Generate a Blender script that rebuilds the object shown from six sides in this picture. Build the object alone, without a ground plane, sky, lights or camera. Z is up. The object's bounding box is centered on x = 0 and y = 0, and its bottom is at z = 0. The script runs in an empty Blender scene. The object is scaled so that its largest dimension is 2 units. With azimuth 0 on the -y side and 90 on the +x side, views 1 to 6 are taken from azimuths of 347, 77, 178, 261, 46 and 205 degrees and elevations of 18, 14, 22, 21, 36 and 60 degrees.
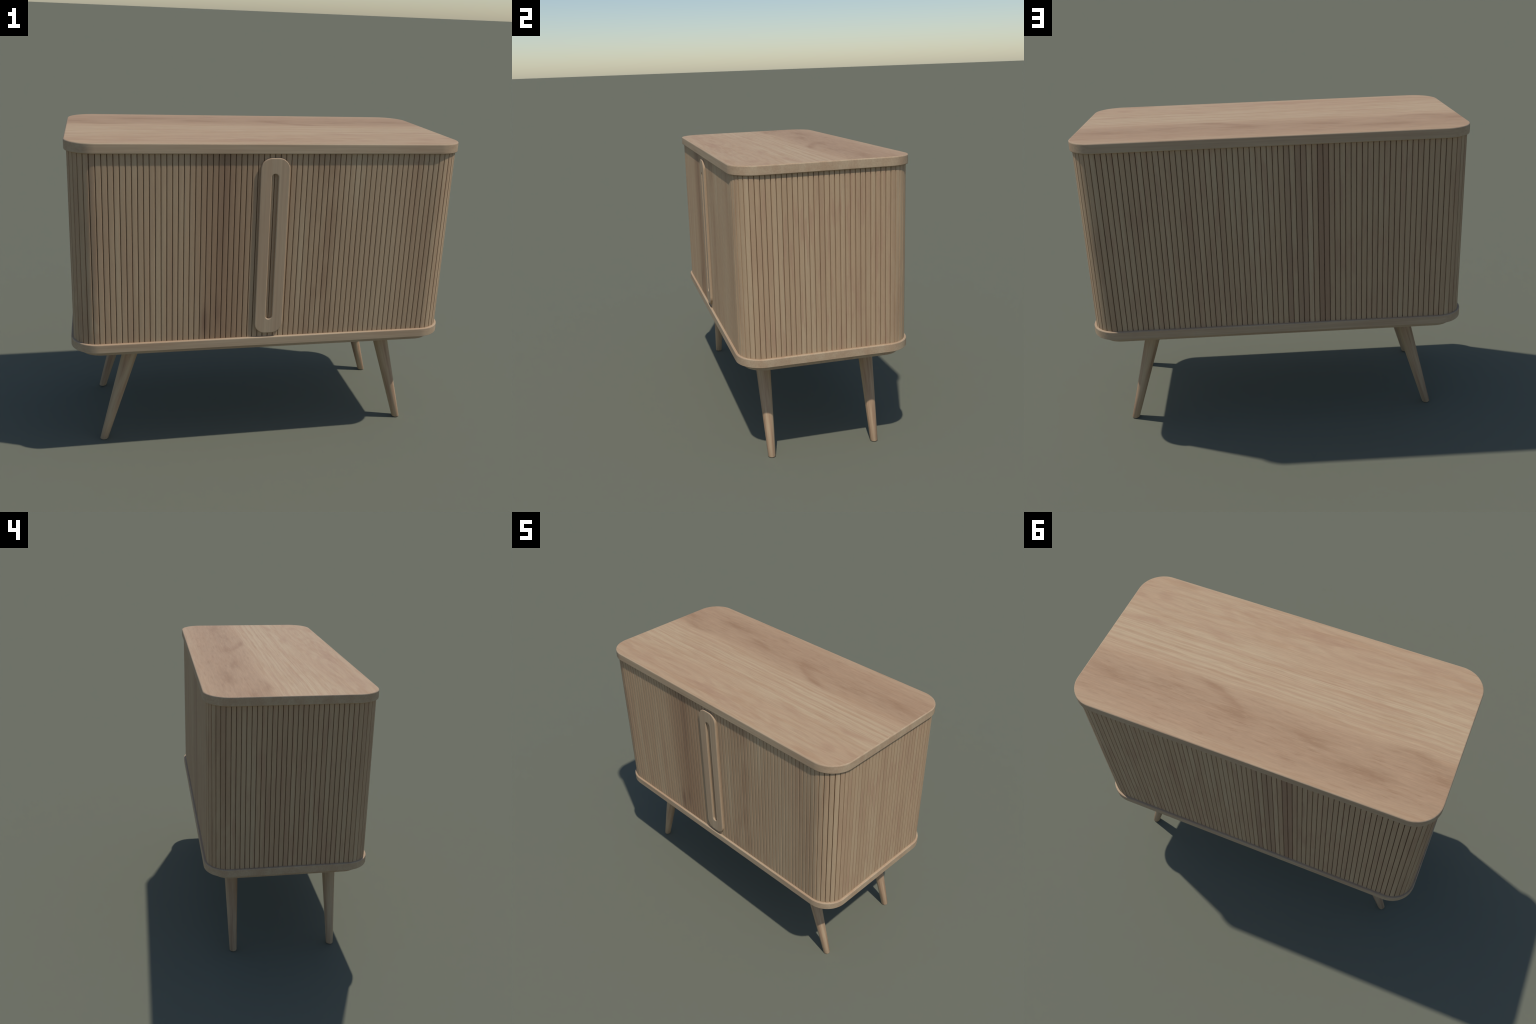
"""Round-cornered wooden sideboard with a tambour (slatted) body, one long
slotted pull and four splayed tapering legs.  Metres, z up, front faces -y."""
import bpy, bmesh, math, random
from math import pi, sin, cos
from mathutils import Vector, Matrix

random.seed(11)

# ------------------------------------------------------------------ sizes
HALF_X, HALF_Y, CORNER = 1.000, 0.484, 0.145        # top and bottom boards
TOP_LOW, TOP_HIGH = 1.6015, 1.6520
BASE_LOW, BASE_HIGH = 0.5950, 0.640
APRON_LOW, APRON_INSET = 0.5620, 0.0440

PITCH = 0.02763                                      # slat spacing
N_FRONT, N_SIDE, N_CORNER = 62, 25, 7
FLAT_X, FLAT_Y = N_FRONT * PITCH / 2, N_SIDE * PITCH / 2
BODY_R, BODY_RX, BODY_RY = 0.1280, 0.1306, 0.1258    # corners a touch longer in x
BODY_X, BODY_Y = FLAT_X + BODY_RX, FLAT_Y + BODY_RY
GROOVE_W, GROOVE_D, SLAT_T = 0.0047, 0.0092, 0.0120

LEG_FOOT_X, LEG_Y, LEG_SPLAY = 0.849, 0.3048, 0.288   # splay: metres of x per metre of z
LEG_R0, LEG_TAPER, LEG_TOP = 0.0214, 0.0395, 0.590


# ------------------------------------------------------------------ node helpers
class Nodes:
    """Small expression builder for one material's node tree."""

    def __init__(self, name):
        self.mat = bpy.data.materials.new(name)
        self.mat.use_nodes = True
        self.t = self.mat.node_tree
        self.t.nodes.clear()
        geo = self.t.nodes.new("ShaderNodeNewGeometry")
        self.pos = geo.outputs["Position"]
        sep = self.t.nodes.new("ShaderNodeSeparateXYZ")
        self.t.links.new(self.pos, sep.inputs[0])
        self.x, self.y, self.z = sep.outputs
        info = self.t.nodes.new("ShaderNodeObjectInfo")
        self.random = info.outputs["Random"]

    def put(self, sock, v):
        if isinstance(v, bpy.types.NodeSocket):
            self.t.links.new(v, sock)
        else:
            sock.default_value = v

    def m(self, op, a, b=0.0, c=0.0, clamp=False):
        n = self.t.nodes.new("ShaderNodeMath")
        n.operation, n.use_clamp = op, clamp
        for s, v in zip(n.inputs, (a, b, c)):
            self.put(s, v)
        return n.outputs[0]

    def add(self, a, b): return self.m("ADD", a, b)
    def sub(self, a, b): return self.m("SUBTRACT", a, b)
    def mul(self, a, b): return self.m("MULTIPLY", a, b)

    def vec(self, x, y, z):
        n = self.t.nodes.new("ShaderNodeCombineXYZ")
        for s, v in zip(n.inputs, (x, y, z)):
            self.put(s, v)
        return n.outputs[0]

    def noise(self, vec, scale=1.0, detail=2.0, rough=0.5, distort=0.0):
        n = self.t.nodes.new("ShaderNodeTexNoise")
        self.put(n.inputs["Vector"], vec)
        n.inputs["Scale"].default_value = scale
        n.inputs["Detail"].default_value = detail
        n.inputs["Roughness"].default_value = rough
        n.inputs["Distortion"].default_value = distort
        return n.outputs[0]

    def ramp(self, v, a, b, lo=0.0, hi=1.0):
        n = self.t.nodes.new("ShaderNodeMapRange")
        n.interpolation_type = "SMOOTHSTEP"
        self.put(n.inputs[0], v)
        for s, w in zip(n.inputs[1:5], (a, b, lo, hi)):
            self.put(s, w)
        return n.outputs[0]

    def bell(self, u, centre, half):
        """1 at centre falling smoothly to 0 at +-half."""
        d = self.m("ABSOLUTE", self.sub(u, centre))
        return self.ramp(d, 0.0, half, 1.0, 0.0)

    def spot(self, u, v, cu, cv, ru, rv):
        a = self.m("DIVIDE", self.sub(u, cu), ru)
        b = self.m("DIVIDE", self.sub(v, cv), rv)
        d = self.m("SQRT", self.add(self.mul(a, a), self.mul(b, b)))
        return self.ramp(d, 0.0, 1.0, 1.0, 0.0)

    def mix(self, fac, a, b):
        n = self.t.nodes.new("ShaderNodeMix")
        n.data_type = "RGBA"
        self.put(n.inputs[0], fac)
        self.put(n.inputs[6], a if isinstance(a, bpy.types.NodeSocket) else (*a, 1))
        self.put(n.inputs[7], b if isinstance(b, bpy.types.NodeSocket) else (*b, 1))
        return n.outputs[2]

    def bright(self, col, k):
        """Multiply a colour by a scalar socket."""
        n = self.t.nodes.new("ShaderNodeVectorMath")
        n.operation = "SCALE"
        self.t.links.new(col, n.inputs[0])
        self.put(n.inputs["Scale"], k)
        return n.outputs[0]

    def finish(self, colour, rough=0.62, bump=None, strength=0.12):
        p = self.t.nodes.new("ShaderNodeBsdfPrincipled")
        out = self.t.nodes.new("ShaderNodeOutputMaterial")
        self.t.links.new(colour, p.inputs["Base Color"])
        p.inputs["Roughness"].default_value = rough
        p.inputs["Specular IOR Level"].default_value = SPECULAR
        if bump is not None:
            b = self.t.nodes.new("ShaderNodeBump")
            b.inputs["Strength"].default_value = strength
            b.inputs["Distance"].default_value = 0.0006
            self.t.links.new(bump, b.inputs["Height"])
            self.t.links.new(b.outputs[0], p.inputs["Normal"])
        self.t.links.new(p.outputs[0], out.inputs[0])
        return self.mat


SPECULAR = 0.12
# oak tones, linear
PALE = (0.515, 0.383, 0.240)
BEIGE = (0.480, 0.319, 0.196)
ROSY = (0.412, 0.252, 0.156)
BROWN = (0.320, 0.182, 0.104)


def top_material():
    """Long grain along x: quarter-sawn pale streaks in the middle, cathedral
    loops towards the front, a darker mottled zone towards the back."""
    n = Nodes("oiled_oak_top")
    wav = n.noise(n.vec(n.mul(n.x, 1.1), n.mul(n.y, 1.8), 3.0), 1.0, 2.0)
    y = n.add(n.y, n.mul(n.sub(wav, 0.5), 0.055))
    big = n.noise(n.vec(n.mul(n.x, 1.2), n.mul(y, 7.0), 1.0), 1.0, 3.0, 0.55)
    line = n.noise(n.vec(n.mul(n.x, 0.50), n.mul(y, 64.0), 5.0), 1.0, 3.0, 0.6)
    hair = n.noise(n.vec(n.mul(n.x, 11.0), n.mul(y, 170.0), 9.0), 1.0, 3.0, 0.65)
    flake = n.noise(n.vec(n.mul(n.x, 7.0), n.mul(y, 60.0), 2.0), 1.0, 4.0, 0.65, 0.3)
    grit = n.noise(n.vec(n.mul(n.x, 55.0), n.mul(n.y, 210.0), 6.0), 1.0, 2.0, 0.6)
    col = n.mix(n.ramp(big, 0.32, 0.68), BEIGE, tuple(0.55 * a + 0.45 * b for a, b in zip(BEIGE, PALE)))
    # pale streaks of the middle band
    band = n.bell(y, -0.055, 0.26)
    col = n.mix(n.mul(n.mul(band, n.ramp(line, 0.42, 0.66)), 0.90), col, PALE)
    col = n.mix(n.mul(n.mul(band, n.ramp(line, 0.46, 0.34)), 0.28), col, ROSY)
    # warm drifts in the front half
    drift = n.noise(n.vec(n.mul(n.x, 1.6), n.mul(y, 9.0), 8.0), 1.0, 4.0, 0.6)
    col = n.mix(n.mul(n.mul(n.ramp(drift, 0.50, 0.68), n.ramp(y, 0.0, -0.16)), 0.70), col, ROSY)
    # cathedral loops near the front edge
    for cx, cy, rx, ry in ((0.62, -0.335, 0.36, 0.075), (-0.42, -0.345, 0.50, 0.085), (0.12, -0.40, 0.34, 0.055)):
        u = n.m("DIVIDE", n.sub(n.x, cx), rx)
        v = n.m("DIVIDE", n.sub(y, cy), ry)
        r = n.m("SQRT", n.add(n.mul(u, u), n.mul(v, v)))
        r = n.add(r, n.mul(n.sub(n.noise(n.vec(n.mul(n.x, 4.0), n.mul(n.y, 16.0), cx), 1.0, 2.0), 0.5), 0.30))
        ring = n.ramp(n.m("SINE", n.mul(r, 13.0)), -0.4, 1.0)
        col = n.mix(n.mul(n.mul(ring, n.ramp(r, 1.5, 0.9)), 0.30), col, ROSY)
    tint = n.noise(n.vec(n.mul(n.x, 2.2), n.mul(y, 30.0), 12.0), 1.0, 3.0, 0.6)
    col = n.mix(n.mul(n.ramp(tint, 0.50, 0.62), 0.42), col, (0.425, 0.262, 0.150))
    # darker rear zone
    rear = n.ramp(n.add(y, n.mul(n.sub(big, 0.5), 0.14)), 0.04, 0.20)
    rear = n.mul(rear, n.ramp(y, 0.47, 0.38, 0.35, 1.0))
    col = n.mix(n.mul(rear, 0.62), col, (0.382, 0.237, 0.143))
    blot = None
    for cx, cy, rx, ry in ((0.80, 0.250, 0.30, 0.075), (0.50, 0.225, 0.28, 0.060), (0.13, 0.245, 0.20, 0.08),
                           (-0.28, 0.245, 0.26, 0.08), (-0.56, 0.320, 0.30, 0.075), (-0.84, 0.130, 0.26, 0.06),
                           (-0.95, 0.210, 0.20, 0.08), (0.30, 0.120, 0.14, 0.035)):
        s = n.spot(n.x, y, cx, cy, rx, ry)
        blot = s if blot is None else n.m("MAXIMUM", blot, s)
    blot = n.mul(blot, n.ramp(n.noise(n.vec(n.mul(n.x, 4.0), n.mul(y, 20.0), 4.0), 1.0, 5.0, 0.65), 0.30, 0.62))
    col = n.mix(n.mul(blot, 0.66), col, (0.300, 0.172, 0.096))
    mott = n.mul(n.mul(rear, n.ramp(flake, 0.52, 0.70)), 0.38)
    col = n.mix(mott, col, BEIGE)
    mott = n.mul(n.mul(rear, n.ramp(flake, 0.46, 0.32)), 0.42)
    col = n.mix(mott, col, BROWN)
    fine_line = n.noise(n.vec(n.mul(n.x, 0.8), n.mul(y, 105.0), 15.0), 1.0, 3.0, 0.6)
    streak = n.mul(n.bell(y, -0.065, 0.21), n.ramp(fine_line, 0.52, 0.66))
    col = n.mix(n.mul(streak, 0.55), col, (0.545, 0.415, 0.262))
    arc_x = n.m("DIVIDE", n.sub(n.x, 0.47), 0.36)
    arc_y = n.m("DIVIDE", n.sub(y, 0.245), 0.150)
    arc_r = n.m("SQRT", n.add(n.mul(arc_x, arc_x), n.mul(arc_y, arc_y)))
    arc_r = n.add(arc_r, n.mul(n.sub(n.noise(n.vec(n.mul(n.x, 7.0), n.mul(y, 16.0), 3.0), 1.0, 3.0), 0.5), 0.25))
    curl = n.mul(n.mul(n.ramp(arc_r, 0.70, 0.96), n.ramp(arc_r, 1.06, 0.98)), n.mul(n.ramp(n.x, 0.62, 0.30), n.ramp(y, 0.27, 0.18)))
    col = n.mix(n.mul(curl, 0.45), col, BROWN)
    # fibres and pores
    k = n.add(n.ramp(hair, 0.25, 0.75, 0.94, 1.05), n.mul(n.sub(line, 0.5), 0.16))
    k = n.add(k, n.add(n.mul(n.sub(flake, 0.5), 0.08), n.mul(n.sub(grit, 0.5), 0.07)))
    return n.finish(n.bright(col, k), 0.55, hair, 0.10)


def board_material(name, axis):
    """Plain edge-grain oak with fibres along the given axis."""
    n = Nodes(name)
    f = {"x": (2.0, 130.0, 130.0), "z": (110.0, 110.0, 1.6)}[axis]
    g = {"x": (1.5, 18.0, 18.0), "z": (22.0, 22.0, 0.6)}[axis]
    fine = n.noise(n.vec(*(n.mul(a, s) for a, s in zip((n.x, n.y, n.z), f))), 1.0, 3.0, 0.6)
    wide = n.noise(n.vec(*(n.mul(a, s) for a, s in zip((n.x, n.y, n.z), g))), 1.0, 3.0, 0.6)
    col = n.mix(n.ramp(wide, 0.30, 0.70), (0.440, 0.302, 0.192), (0.485, 0.360, 0.236))
    return n.finish(n.bright(col, n.ramp(fine, 0.25, 0.75, 0.93, 1.06)), 0.6, fine)


SLAT_LIGHT = (0.497, 0.362, 0.228)
SLAT_MID = (0.465, 0.320, 0.196)
SLAT_ROSY = (0.428, 0.280, 0.174)
SLAT_DARK = (0.250, 0.152, 0.098)


def slat_material(name, kind):
    """Upright grain.  front: figure runs on from slat to slat; loose: each slat
    has its own tone; corner: slanting flame figure; dark: heartwood slats."""
    n = Nodes(name)
    own = 0.0 if kind == "front" else n.mul(n.random, 37.0)
    wide = n.noise(n.vec(n.add(n.mul(n.x, 15.0), own), n.mul(n.y, 15.0), n.mul(n.z, 1.1)), 1.0, 3.0, 0.55)
    mid = n.noise(n.vec(n.add(n.mul(n.x, 75.0), own), n.mul(n.y, 75.0), n.mul(n.z, 2.6)), 1.0, 3.0, 0.6)
    hair = n.noise(n.vec(n.add(n.mul(n.x, 420.0), own), n.mul(n.y, 420.0), n.mul(n.z, 9.0)), 1.0, 2.0, 0.6)
    pore = n.noise(n.vec(n.mul(n.x, 260.0), n.mul(n.y, 260.0), n.mul(n.z, 90.0)), 1.0, 2.0, 0.6)
    tone = n.sub(n.random, 0.5)
    if kind == "dark":
        col = n.mix(n.ramp(wide, 0.3, 0.7), (0.345, 0.215, 0.136), (0.380, 0.240, 0.152))
    elif kind == "warm":
        col = n.mix(n.ramp(wide, 0.3, 0.7), (0.372, 0.238, 0.152), (0.410, 0.275, 0.172))
    else:
        spread = {"front": 0.06, "loose": 0.10, "corner": 0.06}[kind]
        sway = {"front": 0.80, "loose": 0.60, "corner": 0.70}[kind]
        lvl = n.add(n.add(n.mul(n.sub(wide, 0.5), sway), 0.52), n.mul(tone, spread))
        col = n.mix(n.ramp(lvl, 0.32, 0.52), SLAT_ROSY, SLAT_MID)
        col = n.mix(n.ramp(lvl, 0.50, 0.70), col, SLAT_LIGHT)
    if kind == "front":
        drift = n.noise(n.vec(n.mul(n.x, 9.0), 2.0, n.mul(n.z, 1.2)), 1.0, 2.0)
        u = n.add(n.x, n.mul(n.sub(drift, 0.5), 0.10))
        red = n.mul(n.bell(u, -0.245, 0.225), n.ramp(wide, 0.30, 0.60, 0.85, 1.0))
        red = n.add(red, n.mul(n.bell(u, 0.265, 0.14), n.ramp(n.noise(n.vec(n.mul(n.x, 12.0), 7.0, n.mul(n.z, 3.0)), 1.0, 2.0), 0.40, 0.64, 0.03, 0.55)))
        red = n.add(red, n.mul(n.bell(u, 0.80, 0.12), 0.22))
        red = n.m("MINIMUM", red, 1.0)
        col = n.mix(n.mul(red, 0.82), col, (0.325, 0.196, 0.116))
        heart = n.mul(n.bell(u, -0.255, 0.045), n.ramp(n.z, 0.9, 1.2, 0.05, 0.40))
        col = n.mix(heart, col, SLAT_DARK)
        knot = n.spot(n.x, n.z, -0.333, 0.735, 0.028, 0.13)
        knot = n.m("MAXIMUM", knot, n.mul(n.spot(n.x, n.z, -0.268, 0.79, 0.03, 0.12), 0.6))
        col = n.mix(n.mul(knot, 0.85), col, SLAT_DARK)
        pale = n.mul(n.bell(n.x, 0.60, 0.16), 0.45)
        col = n.mix(pale, col, SLAT_LIGHT)
    if kind == "corner":
        s = n.add(n.mul(n.x, 16.0), n.mul(n.y, 16.0))
        flame = n.noise(n.vec(n.add(s, n.mul(n.z, 5.0)), n.sub(n.mul(n.x, 10.0), n.mul(n.y, 10.0)), n.mul(n.z, 6.0)), 1.0, 2.0, 0.5, 0.3)
        low = n.ramp(n.z, 1.25, 0.75, 0.35, 1.0)
        col = n.mix(n.mul(n.mul(n.ramp(flame, 0.48, 0.72), low), 0.50), col, PALE)
        blush = n.noise(n.vec(n.mul(n.x, 18.0), n.mul(n.y, 18.0), n.mul(n.z, 2.0)), 1.0, 2.0)
        col = n.mix(n.mul(n.ramp(blush, 0.50, 0.70), 0.5), col, (0.375, 0.240, 0.148))
    if kind == "loose":
        blush = n.noise(n.vec(n.add(n.mul(n.x, 40.0), own), n.mul(n.y, 40.0), n.mul(n.z, 4.5)), 1.0, 3.0)
        col = n.mix(n.mul(n.ramp(blush, 0.50, 0.66), 0.75), col, (0.432, 0.275, 0.174))
    k = n.add(n.ramp(hair, 0.25, 0.75, 0.955, 1.04), n.mul(n.sub(mid, 0.5), 0.16))
    k = n.add(k, n.mul(n.sub(pore, 0.5), 0.07))
    k = n.add(k, n.mul(tone, 0.03 if kind == "front" else 0.04))
    return n.finish(n.bright(col, k), 0.66, hair, 0.10)


def leg_material():
    n = Nodes("turned_oak_leg")
    tc = n.t.nodes.new("ShaderNodeTexCoord")
    sep = n.t.nodes.new("ShaderNodeSeparateXYZ")
    n.t.links.new(tc.outputs["Object"], sep.inputs[0])
    ox, oy, oz = sep.outputs
    ox = n.add(ox, n.mul(oz, LEG_SPLAY))                      # follow the splay
    off = n.mul(n.random, 23.0)
    wide = n.noise(n.vec(n.add(n.mul(ox, 45.0), off), n.mul(oy, 45.0), n.mul(oz, 1.3)), 1.0, 3.0, 0.6)
    fine = n.noise(n.vec(n.add(n.mul(ox, 190.0), off), n.mul(oy, 190.0), n.mul(oz, 3.0)), 1.0, 3.0, 0.6)
    col = n.mix(n.ramp(wide, 0.38, 0.64), SLAT_ROSY, SLAT_LIGHT)
    col = n.mix(n.mul(n.ramp(wide, 0.44, 0.33), 0.60), col, (0.330, 0.205, 0.125))
    col = n.mix(n.mul(n.ramp(fine, 0.56, 0.72), 0.35), col, (0.350, 0.228, 0.138))
    return n.finish(n.bright(col, n.ramp(fine, 0.25, 0.75, 0.93, 1.06)), 0.6, fine)


def shadow_gap_material():
    n = Nodes("backing_wood_shade_tinted")
    f = n.noise(n.pos, 60.0, 2.0)
    return n.finish(n.mix(f, (0.340, 0.225, 0.135), (0.390, 0.262, 0.160)), 0.9)  # slat wood darkened in base colour for the shade inside the grooves


# ------------------------------------------------------------------ mesh helpers
def rounded_rect(hx, hy, r, seg=20):
    pts = []
    for cx, cy, a0 in ((hx - r, hy - r, 0), (-hx + r, hy - r, 90), (-hx + r, -hy + r, 180), (hx - r, -hy + r, 270)):
        for i in range(seg + 1):
            a = math.radians(a0 + 90 * i / seg)
            pts.append((cx + r * cos(a), cy + r * sin(a)))
    return pts


def bridge(bm, a, b):
    for i in range(len(a)):
        j = (i + 1) % len(a)
        bm.faces.new((a[i], a[j], b[j], b[i]))


def to_mesh(bm, name, mat, smooth=32):
    bmesh.ops.recalc_face_normals(bm, faces=bm.faces)
    me = bpy.data.meshes.new(name)
    bm.to_mesh(me)
    bm.free()
    me.shade_smooth()
    me.set_sharp_from_angle(angle=math.radians(smooth))
    me.materials.append(mat)
    return me


def place(name, me, parent, weighted=False):
    ob = bpy.data.objects.new(name, me)
    bpy.context.scene.collection.objects.link(ob)
    ob.parent = parent
    if weighted:
        w = ob.modifiers.new("even_shading", "WEIGHTED_NORMAL")
        w.keep_sharp = True
    return ob


def slab(name, hx, hy, r, z0, z1, fil_low, fil_high, mat, parent, seg=20):
    """Rounded-rectangle board with filleted lower and upper arrises."""
    bm = bmesh.new()
    rings, steps = [], 5
    for i in range(steps + 1):
        a = pi / 2 * i / steps
        rings.append((fil_low * (1 - sin(a)), z0 + fil_low * (1 - cos(a))))
    for i in range(steps + 1):
        a = pi / 2 * i / steps
        rings.append((fil_high * (1 - cos(a)), z1 - fil_high * (1 - sin(a))))
    loops = [[bm.verts.new((x, y, z)) for x, y in rounded_rect(hx - d, hy - d, r - d, seg)] for d, z in rings]
    for a, b in zip(loops, loops[1:]):
        bridge(bm, a, b)
    bm.faces.new(loops[0])
    bm.faces.new(loops[-1])
    return place(name, to_mesh(bm, name, mat), parent, True)


def slat_profile(width):
    """Half-open section across one slat: s along the surface, d depth behind it."""
    half, top, e = width / 2, (width - GROOVE_W) / 2, 0.0007
    left = [(-half + 0.0004, SLAT_T), (-half + 0.0006, GROOVE_D), (-top - 0.0004, 0.0012),
            (-top + 0.0001, 0.0004), (-top + 0.0003, 0.0001), (-top + e, 0.0)]
    flat = [(-top + e + (2 * top - 2 * e) * i / 4, 0.0) for i in range(1, 4)]
    right = [(-s, d) for s, d in reversed(left)]
    return left + flat + right


def slat_mesh(name, width, bend, mat):
    """A slat whose outer face passes through the origin facing -y; bend is the
    radius of the corner it rides round (0 for a straight run)."""
    z0, z1 = BASE_HIGH - 0.002, TOP_LOW + 0.002
    bm = bmesh.new()
    loops = []
    for z in (z0, z1):
        ring = []
        for s, d in slat_profile(width):
            if bend:
                a, r = s / bend, bend - d
                ring.append(bm.verts.new((r * sin(a), bend - r * cos(a), z)))
            else:
                ring.append(bm.verts.new((s, d, z)))
        loops.append(ring)
    bridge(bm, *loops)
    bm.faces.new(loops[0])
    bm.faces.new(loops[1])
    return to_mesh(bm, name, mat, 40)


# ------------------------------------------------------------------ build
M_TOP = top_material()
M_EDGE = board_material("oiled_oak_board", "x")
M_PULL = board_material("oiled_oak_pull", "z")
M_FRONT = slat_material("oak_slat_matched", "front")
M_LOOSE = slat_material("oak_slat_mixed", "loose")
M_CORNER = slat_material("oak_slat_flame", "corner")
M_DARK = slat_material("oak_slat_heartwood", "dark")
M_WARM = slat_material("oak_slat_warm", "warm")
M_LEG = leg_material()
M_GAP = shadow_gap_material()

cabinet = bpy.data.objects.new("tambour_sideboard", None)
bpy.context.scene.collection.objects.link(cabinet)
cabinet["label"] = "pale oak sideboard with slatted rounded body, slotted pull and splayed legs"
cabinet["category"] = "sideboard"

top = slab("tabletop", HALF_X, HALF_Y, CORNER, TOP_LOW, TOP_HIGH, 0.0050, 0.0070, M_EDGE, cabinet, 28)
top.data.materials.append(M_TOP)
for p in top.data.polygons:
    if p.normal.z > 0.9:
        p.material_index = 1
slab("bottom_board", HALF_X, HALF_Y, CORNER, BASE_LOW, BASE_HIGH, 0.0022, 0.0050, M_EDGE, cabinet, 28)
slab("apron", HALF_X - APRON_INSET, HALF_Y - APRON_INSET, CORNER - 0.034,
     APRON_LOW, BASE_LOW + 0.003, 0.002, 0.001, M_EDGE, cabinet)

# carcass behind the slats, slats are its children
G = SLAT_T - 0.0012
body = slab("carcass", BODY_X - G, BODY_Y - G, BODY_R - G, BASE_HIGH - 0.003, TOP_LOW + 0.003,
            0.001, 0.001, M_GAP, cabinet)

straight = slat_mesh("slat", PITCH, 0.0, M_LOOSE)
arc_w = BODY_R * (pi / 2) / N_CORNER
bent = slat_mesh("slat_bent", arc_w, BODY_R, M_CORNER)


def slats():
    """Yield (mesh, place, turn about z, side) once round the body, from the
    left end of the front."""
    for i in range(N_FRONT):
        yield straight, (-FLAT_X + (i + .5) * PITCH, -BODY_Y), 0, "front"
    for side, turn, n in (("right", 90, N_SIDE), ("back", 180, N_FRONT), ("left", 270, N_SIDE), (None, 360, 0)):
        c = Matrix.Rotation(math.radians(turn - 90), 2)
        # corner that precedes this side
        cx, cy = {90: (FLAT_X, -FLAT_Y), 180: (FLAT_X, FLAT_Y), 270: (-FLAT_X, FLAT_Y), 360: (-FLAT_X, -FLAT_Y)}[turn]
        for k in range(N_CORNER):
            a = math.radians(turn - 90 + 90 * (k + .5) / N_CORNER)
            yield bent, (cx + BODY_RX * sin(a), cy - BODY_RY * cos(a)), math.degrees(a), "corner"
        for i in range(n):
            if side == "right":
                yield straight, (BODY_X, -FLAT_Y + (i + .5) * PITCH), turn, side
            elif side == "back":
                yield straight, (FLAT_X - (i + .5) * PITCH, BODY_Y), turn, side
            else:
                yield straight, (-BODY_X, FLAT_Y - (i + .5) * PITCH), turn, side


DARK_BACK = (-0.235, -0.262)                             # x of the heartwood slats at the back
WARM_BACK = (-0.152, -0.125, -0.068)              # x of the faintly darker ones
first = None
for me, (px, py), turn, side in slats():
    ob = bpy.data.objects.new("slat", me) if first is None else first.copy()
    ob.data = me
    ob.name = "slat"
    bpy.context.scene.collection.objects.link(ob)
    ob.parent = body
    ob.location = (px, py, 0.0)
    ob.rotation_euler = (0, 0, math.radians(turn))
    first = first or ob
    mat = {"front": M_FRONT, "corner": M_CORNER}.get(side, M_LOOSE)
    if side == "back" and any(abs(px - x) < PITCH / 2 for x in DARK_BACK):
        mat = M_DARK
    elif side == "back" and any(abs(px - x) < PITCH / 2 for x in WARM_BACK):
        mat = M_WARM
    ob.material_slots[0].link = "OBJECT"
    ob.material_slots[0].material = mat

# ---- pull: rounded bar with a stadium slot through it
def pull():
    bm = bmesh.new()
    zc, hz = (1.582 + 0.663) / 2, (1.582 - 0.663) / 2
    sc, sz = (1.507 + 0.738) / 2, (1.507 - 0.738) / 2
    y_back, y_front, f, steps = -BODY_Y + 0.001, -0.4845, 0.0045, 5

    def loop(hx, hzz, r, y, c):
        return [bm.verts.new((x, y, z + c)) for x, z in rounded_rect(hx, hzz, r, 16)]
    outer = [loop(0.0730, hz, 0.056, y_back, zc)]
    inner = [loop(0.0165, sz - 0.003, 0.0164, y_back, sc)]
    for i in range(steps + 1):
        a = pi / 2 * i / steps
        d, y = f * (1 - cos(a)), y_front + f * (1 - sin(a))
        outer.append(loop(0.0730 - d, hz - d, 0.056 - d, y, zc))
        inner.append(loop(0.0165 + d, sz - 0.003 + d, 0.0164 + d, y, sc))
    for ls in (outer, inner):
        for a, b in zip(ls, ls[1:]):
            bridge(bm, a, b)
    bridge(bm, outer[-1], inner[-1])
    bridge(bm, outer[0], inner[0])
    return place("door_pull", to_mesh(bm, "door_pull", M_PULL), cabinet, True)


pull()

# ---- legs: straight tapering cones, splayed sideways, sawn flat to the floor
def leg_mesh():
    bm = bmesh.new()
    loops = []
    for z, dr in ((0.0, -0.0020), (0.0008, -0.0008), (0.0025, 0.0), (0.15, 0), (0.30, 0), (0.45, 0), (LEG_TOP, 0)):
        r = LEG_R0 + LEG_TAPER * z + dr
        loops.append([bm.verts.new((r * cos(a) - LEG_SPLAY * z, r * sin(a), z))
                      for a in (2 * pi * i / 40 for i in range(40))])
    for a, b in zip(loops, loops[1:]):
        bridge(bm, a, b)
    bm.faces.new(loops[0])
    bm.faces.new(loops[-1])
    return to_mesh(bm, "leg", M_LEG, 60)


lm = leg_mesh()
for sx in (1, -1):
    for sy in (-1, 1):
        leg = place("leg", lm, cabinet)
        leg.location = (sx * LEG_FOOT_X, sy * LEG_Y + 0.0012, 0.0)
        leg.rotation_euler = (0, 0, 0 if sx > 0 else pi)
